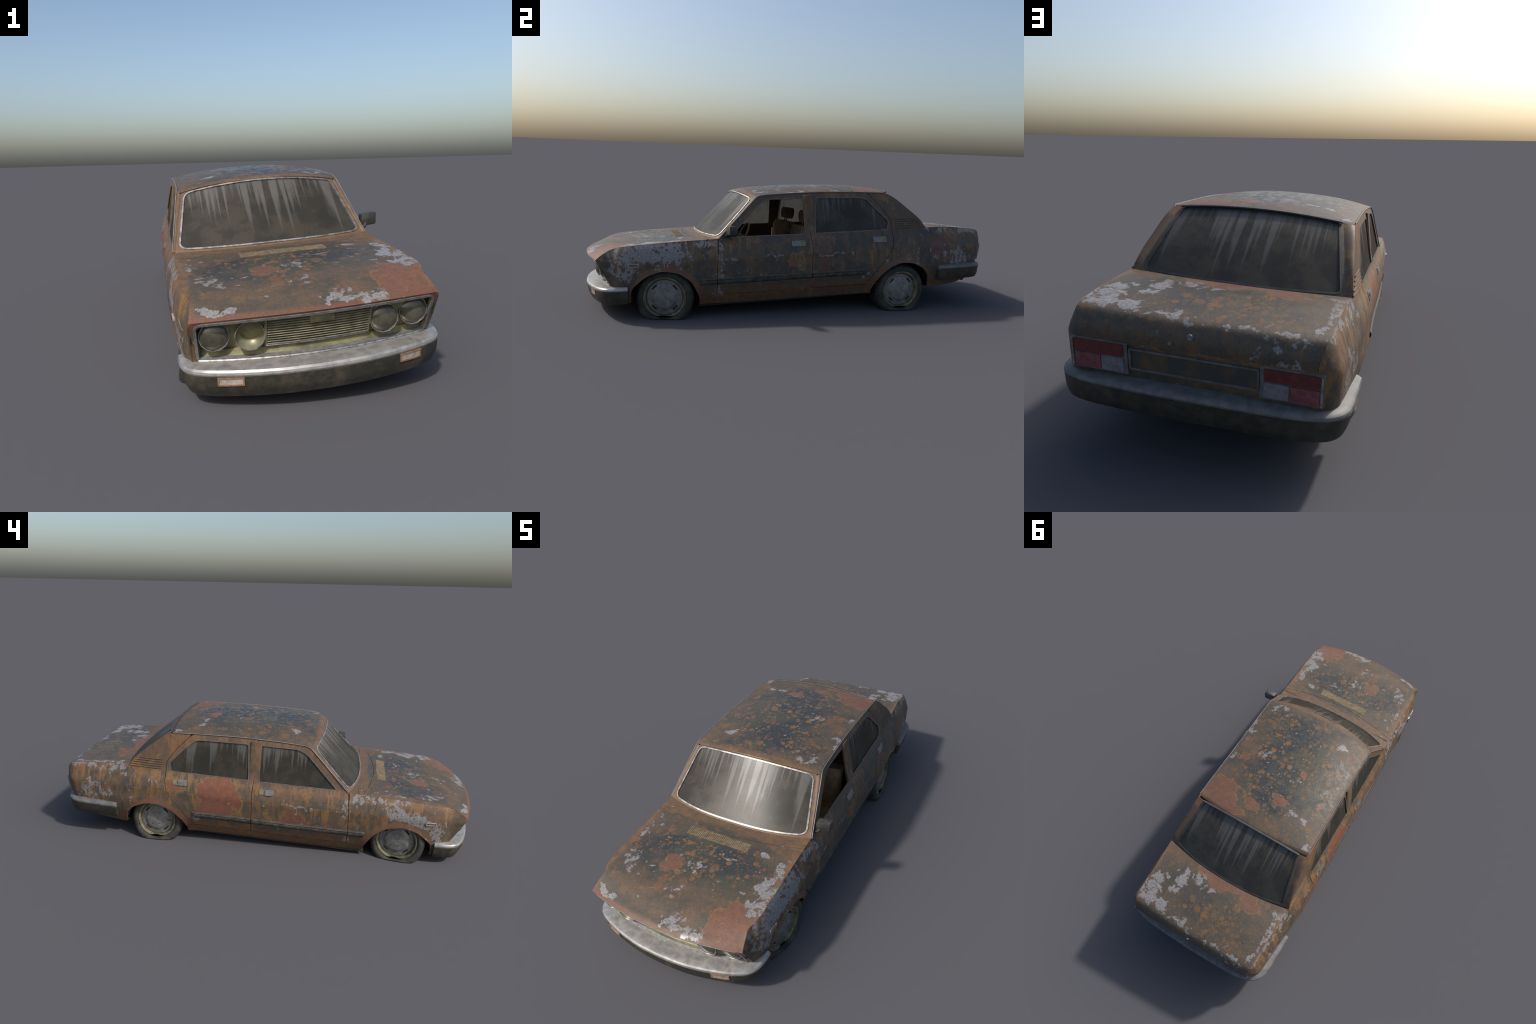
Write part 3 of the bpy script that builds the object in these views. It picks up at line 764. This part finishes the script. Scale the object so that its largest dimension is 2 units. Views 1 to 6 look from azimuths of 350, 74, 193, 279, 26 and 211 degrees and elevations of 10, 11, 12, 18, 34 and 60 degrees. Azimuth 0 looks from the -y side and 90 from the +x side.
# grille with horizontal bars
V, F = grid(20, 6, lambda a, b: tuple(nose((a-.5)*2*.131/.32, .28 + .62*b, .026)))
gr = make("grille", V, F, SLOT2, out=(0, -1, 0), solid=.004)
for k in range(11):
    b = .325 + .0545*k
    make("grille_bar", *tube([tuple(nose(a, b, .019)) for a in np.linspace(-.405, .405, 16)], .012, .0046, 6), GRILLE, parent=gr)
make("grille_trim", *tube([tuple(nose(a, .285, .018)) for a in np.linspace(-.415, .415, 16)], .006, .005, 6), TRIM, parent=gr)
for s in (1, -1):
    make("grille_cheek", *tube([tuple(nose(s*.415, b, .022)) for b in (.28, .5, .7, .93)], .007, .012, 6), GRILLE, parent=gr)
V, F = box(.004, 0, 0, .064, .008, .022, .2)
c = nose(0, .80, .017)
make("grille_badge", [(p[0], p[1]+c.y, p[2]+c.z) for p in V], F, MOSS, parent=gr)
for x, z, mat in ((-.2635, .2405, LENS), (-.1755, .2365, LENS2), (.1755, .2365, LENS), (.2635, .2405, LENS)):
    y = -.957 + .75*x*x*.62 + .0*z
    R_ = .0385
    hl = make("headlamp", *lathe_y([(R_*.9, .045), (R_*1.0, .02), (R_*1.03, .002), (R_*1.0, -.002), (R_*.985, -.001), (R_*.975, .003)], 14, (x, y+.004, z), .11, False), MOSS, ang=50)
    make("headlamp_rim", *tube([(x + R_*math.cos(2*math.pi*k/14+.11), y+.0025, z + R_*math.sin(2*math.pi*k/14+.11)) for k in range(14)], .0028, .0028, 6, True, (0, 1, 0)), TRIM, parent=hl)
    if mat is LENS2:       # this one has lost its glass: only the reflector bowl is left
        make("headlamp_reflector", *lathe_y([(R_*.98, .002), (R_*.9, .010), (R_*.72, .020), (R_*.45, .028), (R_*.2, .0315), (.0005, .032)], 28, (x, y, z), .11, False), mat, parent=hl, ang=60)
    else:
        make("headlamp_lens", *lathe_y([(R_*.97, .004), (R_*.9, .001), (R_*.7, -.004), (R_*.42, -.0075), (R_*.15, -.009), (.0005, -.0092)], 28, (x, y, z), .11, False), mat, parent=hl, ang=60)

# ------------------------------------------------------------------ bumpers
def bumper(name, plan, depth, chrome_prof, rubber_prof, mat):
    """plan = outer edge from centre to one end (x, y); profiles = (fraction of depth | outward, z)"""
    f = path(plan); n = 26
    half_ = [Vector(f(i/n)) for i in range(n+1)]
    pts = [Vector((-p.x, p.y)) for p in half_[::-1]] + half_[1:]
    dep = interp(depth); N = len(pts)
    def loops(prof):
        L = []
        for i, p in enumerate(pts):
            a = pts[max(i-1, 0)]; b = pts[min(i+1, N-1)]; t = (b-a).normalized()
            nrm = Vector((t.y, -t.x)); 
            if nrm.dot(Vector((p.x*.3, p.y))) < 0: nrm = -nrm
            d = dep(abs(i-(N-1)/2)/((N-1)/2))
            L.append([tuple(p - nrm*(d*fr - o_)) + (z,) for fr, o_, z in prof])
        return L
    V, F = sweep(loops(chrome_prof), True); b1 = make(name, V, F, mat, ang=28)
    V, F = sweep(loops(rubber_prof), True); make("bumper_rubber", V, F, BUMPRUB, parent=b1, ang=28)
    return b1
bumper("bumper", [(0, -1.0005), (.08, -.9975), (.15, -.9875), (.22, -.971), (.27, -.955), (.305, -.939), (.333, -.918), (.348, -.892), (.355, -.86), (.357, -.817)],
       [(0, .072), (.6, .075), (.8, .06), (1, .032)],
       [(1, 0, .168), (.2, 0, .1655), (.06, 0, .163), (0, 0, .158), (0, .001, .152), (0, -.001, .1475), (.15, 0, .145), (.9, 0, .148)],
       [(.05, 0, .1475), (0, -.0005, .146), (0, -.002, .130), (0, -.005, .113), (0, -.009, .104), (0, -.016, .089), (0, -.026, .084), (.9, 0, .084), (.9, 0, .14)], CHROME)
bumper("bumper", [(0, 1.0015), (.09, 1.0005), (.18, .998), (.25, .993), (.30, .983), (.335, .966), (.357, .940), (.369, .905), (.373, .85), (.3765, .711)],
       [(0, .05), (.6, .055), (.8, .05), (1, .035)],
       [(1, 0, .180), (.3, 0, .1745), (.06, 0, .1695), (0, 0, .166), (0, .001, .161), (0, -.001, .156), (.15, 0, .154), (.9, 0, .155)],
       [(.05, 0, .156), (0, -.0005, .1545), (0, -.003, .138), (0, -.006, .120), (0, -.009, .1125), (0, -.014, .101), (0, -.022, .0985), (.9, 0, .0985), (.9, 0, .15)], CHROME2)
bp = path([(0, -1.0005), (.08, -.9975), (.15, -.9875), (.22, -.971), (.27, -.955), (.305, -.939)])
def bumper_y(x): return float(np.interp(abs(x), [bp(i/40)[0] for i in range(41)], [bp(i/40)[1] for i in range(41)]))
for s in (1, -1):
    def lampf(d): return lambda x, z: (x, bumper_y(x) + .004 + (.15-z)*.08 + d, z)
    X = sorted((s*.203, s*.268)); L = round_poly([(X[0], .123), (X[1], .123), (X[1], .146), (X[0], .146)], .002)
    il = sheet("indicator_lamp", L, [ring(L, -.004)], lampf(-.006), AMBER, h=.006, out=(0, -1, 0), solid=.006)
    sheet("indicator_lens", ring(L, -.0035), [], lampf(-.0045), MILKY, h=.01, out=(0, -1, 0), solid=.005, parent=il)

# ------------------------------------------------------------------ door mirror (one side only)
V, F = box(0, 0, -.002, .057, .034, .043, .12, 2)
def sk(p): return (p[0] + .365 + .08*p[2], p[1] - .349 + .12*p[0], p[2] + .397 + .06*p[0])
mir = make("door_mirror", [sk(p) for p in V], F, MIRROR, ang=40)
V, F = box(.002, .0165, -.002, .048, .004, .032, .2); make("mirror_glass", [sk(p) for p in V], F, GREYLENS, parent=mir)
make("mirror_stalk", *tube([(.332, -.366, .366), (.345, -.367, .372), (.352, -.362, .382)], .016, .014, 8), MIRROR, parent=mir)
make("mirror_foot", *tube([(.329, -.385, .362), (.331, -.365, .366), (.331, -.348, .365)], .012, .010, 8), MIRROR, parent=mir)

# ------------------------------------------------------------------ underside and cabin
V, F = grid(6, 40, lambda a, b: ((2*a-1)*.215, -.90 + 1.80*b, .072 + .03*max(0, b-.9)*5 + .012*max(0, .1-b)*10))
fl = make("floor_pan", V, F, BLACKISH, out=(0, 0, -1), solid=-.006)
for s in (1, -1):
    V, F = grid(3, 16, lambda a, b: (s*(.21 + .105*a), -.505 + .865*b, .070 - .018*a)); make("floor_panel", V, F, BLACKISH, parent=fl, solid=.004)
    V, F = grid(3, 6, lambda a, b: (s*(.21 + .105*a), .665 + .26*b, .068 + .05*b*b)); make("floor_panel", V, F, BLACKISH, parent=fl, solid=.004)
    V, F = grid(3, 3, lambda a, b: (s*(.21 + .10*a), -.90 + .10*b, .095)); make("floor_panel", V, F, BLACKISH, parent=fl, solid=.004)
    for cy, cz, r in ((-.652, .085, .158), (.513, .062, .16)):
        def arch(a, b, cy=cy, cz=cz, r=r, s=s):
            t = math.pi*(.86*b + .07); return (s*(.205 + .135*a), cy + r*math.cos(t), cz + r*math.sin(t))
        V, F = grid(3, 24, arch); make("wheel_well", V, F, BLACKISH, parent=fl, solid=.003)
        V, F = grid(8, 8, lambda a, b, cy=cy, cz=cz, r=r, s=s: (s*.207, cy + (2*a-1)*r*.97, .075 + (cz + math.sqrt(max(r*r-((2*a-1)*r)**2, 1e-6)) - .075)*b))
        make("wheel_well", V, F, BLACKISH, parent=fl)
V, F = grid(20, 8, lambda a, b: ((2*a-1)*.31, -.945 + .05*(2*a-1)**2 + .05*b, .158 - .07*b)); make("valance", V, F, BLACKISH, out=(0, -1, 0), solid=.004)
V, F = grid(16, 6, lambda a, b: ((2*a-1)*.30, .945 - .05*b, .125 - .05*b)); make("valance", V, F, DARKRUST, out=(0, 1, 0), solid=.004)
# axles
for cy in (-.652, .513):
    make("axle", *tube([(-.30, cy, .12), (.30, cy, .10)], .022, .022, 8), BLACKISH)
# cabin floor, bulkheads, dash, shelf
V, F = grid(10, 14, lambda a, b: ((2*a-1)*.33, -.46 + .95*b, .100)); cab = make("cabin_floor", V, F, INNER, out=(0, 0, 1), solid=.004)
V, F = grid(10, 6, lambda a, b: ((2*a-1)*.325, -.455, .09 + .27*b)); make("bulkhead", V, F, INNER, parent=cab, solid=.004)
V, F = grid(10, 6, lambda a, b: ((2*a-1)*.315, .50 + .03*b, .09 + .275*b)); make("bulkhead", V, F, INNER, parent=cab, solid=.004)
V, F = grid(12, 6, lambda a, b: ((2*a-1)*.305, .50 + .18*b - .03*(2*a-1)**2*b, .362)); make("parcel_shelf", V, F, INNER, out=(0, 0, 1), solid=.006)
V, F = box(0, -.395, .315, .63, .12, .085, .25, 4); dash = make("dashboard", V, F, INNER, ang=50)
V, F = box(.165, -.365, .362, .15, .06, .03, .35, 4); make("instrument_binnacle", V, F, INNER, parent=dash, ang=50)
for s in (1, -1):     # B-pillars behind the shut line
    V, F = box(s*.312, .038, .44, .012, .05, .21, .2); 
    make("door_pillar", [(p[0] + s*(.44-p[2])*.17, p[1], p[2]) for p in V], F, INNER)
# steering wheel
rimp = []
for k in range(28):
    t = 2*math.pi*k/28; q = Vector((.066*math.cos(t), 0, .066*math.sin(t))); q.rotate(Matrix.Rotation(math.radians(-28), 3, 'X'))
    rimp.append(tuple(q + Vector((.165, -.255, .352))))
sw = make("steering_wheel", *tube(rimp, .009, .009, 8, True, (0, 1, .5)), SEAT)
make("steering_column", *tube([(.165, -.36, .30), (.165, -.255, .352)], .018, .018, 8), INNER, parent=sw)
make("steering_spoke", *tube([(.103, -.255, .352), (.165, -.258, .350), (.227, -.255, .352)], .012, .008, 8), INNER, parent=sw)
def lump(name, loops, mat, parent=None):
    V, F = sweep(loops, True); return make(name, V, F, mat, parent=parent, ang=50)
def cushion(cx, w, prof, th, r=.02):
    """padded slab: side profile centre line (y, z) with thickness th, extruded across width w with soft edges"""
    loops = []
    for fx, k in ((-.5, .55), (-.47, .8), (-.40, .97), (-.3, 1), (-.15, .97), (.15, .97), (.3, 1), (.40, .97), (.47, .8), (.5, .55)):
        P = [Vector(p) for p in prof]; up = []; dn = []
        for i, p in enumerate(P):
            t = (P[min(i+1, len(P)-1)] - P[max(i-1, 0)]).normalized(); n = Vector((-t.y, t.x))
            e = k*(.75 if i in (0, len(P)-1) else 1)
            up.append(p + n*th*.5*e); dn.append(p - n*th*.5*e)
        loops.append([(cx + w*fx, q.x, q.y) for q in up + dn[::-1]])
    return loops
for s in (1, -1):
    st = lump("car_seat", cushion(s*.168, .225, [(-.30, .142), (-.25, .155), (-.10, .153), (.06, .145)], .075), SEAT)
    lump("seat_back", cushion(s*.168, .225, [(.050, .13), (.053, .22), (.056, .30), (.062, .36), (.066, .385)], .085), SEAT, st)
    lump("headrest", cushion(s*.155, .105, [(.073, .402), (.076, .42), (.079, .445), (.081, .459)], .052), SEAT, st)
    for dx in (-.018, .018):
        make("headrest_post", *tube([(s*.155+dx, .062, .37), (s*.155+dx, .068, .41)], .007, .007, 6), HANDLE, parent=st)
bench = lump("bench_seat", cushion(0, .58, [(.27, .18), (.31, .19), (.40, .182), (.47, .175)], .08), SEAT)
lump("bench_back", cushion(0, .58, [(.45, .18), (.475, .26), (.50, .33), (.51, .372)], .06), SEAT, bench)

# ------------------------------------------------------------------ wheels (upright, world frame)
TR = .130; HUBZ = .100
def tyre_mesh(hub):
    """lathe about x with lugs on the tread, squashed flat at the bottom; outside faces +x"""
    prof = [(.093, .002), (.0955, .009), (.100, .0135), (.108, .0145), (.118, .010), (.125, .003), (.1285, -.006), (.130, -.013),
            (.130, -.030), (.130, -.046), (.130, -.062), (.130, -.079), (.1285, -.086), (.125, -.095), (.116, -.104), (.104, -.106), (.090, -.100), (.084, -.094)]
    n = 132; L = []
    for j, (r, x) in enumerate(prof):
        l = []
        for k in range(n):
            rr = r
            if 5 <= j <= 13 and (k + (j % 2)) % 3 == 0: rr -= .0035
            if j in (9,) : rr -= .002
            t = 2*math.pi*k/n; y = rr*math.cos(t); z = rr*math.sin(t); xx = x
            low = -hub + .0012
            sq = max(0, (-.035 - z)/.085)                      # 0 above, 1 at the ground
            if z < low:
                z = low + (z-low)*.02
            if sq > 0:
                b = min(sq, 1)**1.3
                xx += (.020*b if x > -.046 else -.014*b)
                y *= 1 + .09*b
            l.append((xx, y, z))
        L.append(l)
    return sweep(L, True, False)
def lathe_x(prof, n=48, dx=0.):
    L = [[(x + dx, r*math.cos(2*math.pi*k/n), r*math.sin(2*math.pi*k/n)) for k in range(n)] for r, x in prof]
    return sweep(L, True, True)
def wheel_at(x, y, hub, flip, steer):
    return Matrix.Translation((x, y, hub)) @ Matrix.Rotation(math.radians(steer), 4, 'Z') @ (Matrix.Rotation(math.pi, 4, 'Z') if flip else Matrix())
proto = {}
for x, y, hub, steer in ((.324, -.653, .094, -11), (-.317, -.649, .094, -11), (.338, .515, .100, 0), (-.325, .518, .100, 0)):
    M = wheel_at(x, y, hub, x < 0, steer); key = y > 0
    if key not in proto:
        V, F = tyre_mesh(hub)
        w = bpy.data.objects.new("wheel", None); bpy.context.collection.objects.link(w); put(w, root, M)
        kids = [make("tyre", V, F, TYRE, parent=w, ang=40)]; mine = kids[0]
        if not proto:
            V, F = lathe_x([(.088, -.02), (.0955, .006), (.0965, .0105), (.0905, .0125), (.0845, .007), (.082, -.010), (.078, -.02)])
            kids.append(make("rim", [(p[0], p[1], max(p[2], -.0835)) for p in V], F, RIM, parent=w))
            kids.append(make("hubcap", *lathe_x([(.0825, -.012), (.0825, .001), (.0805, .005), (.076, .0065), (.068, .006), (.060, .0075), (.0535, .0105), (.050, .0135),
                                           (.046, .0145), (.030, .0150), (.014, .0155), (.0005, .0156)], dx=-.008), HUB, parent=w))
            for k in range(4):
                a = math.pi/4 + k*math.pi/2
                arc = [(-0.0008, .0665*math.cos(a+d), .0665*math.sin(a+d)) for d in np.linspace(-.2, .2, 9)]
                kids.append(make("hubcap_slot", *tube(arc, .0085, .004, 8, up=(1, 0, 0)), SLOT, parent=w))
                arc = [(-0.0005, .0715*math.cos(a+d), .0715*math.sin(a+d)) for d in np.linspace(-.21, .21, 9)]
                kids.append(make("slot_lip", *tube(arc, .0025, .003, 6, up=(1, 0, 0)), TRIM, parent=w))
                bx = [(.0065, .0258*math.cos(a+.03), .0258*math.sin(a+.03)), (.0105, .0258*math.cos(a+.03), .0258*math.sin(a+.03))]
                kids.append(make("wheel_bolt", *tube(bx, .0082, .0082, 8, up=(0, 1, 0)), TRIM, parent=w))
            shared = kids[1:]
        else:
            for k in shared: twin(k, None, w, Matrix())
        proto[key] = mine
    else:
        w = bpy.data.objects.new("wheel", None); bpy.context.collection.objects.link(w); put(w, root, M)
        for k in [proto[key]] + shared: twin(k, None, w, Matrix())
bpy.context.view_layer.update()
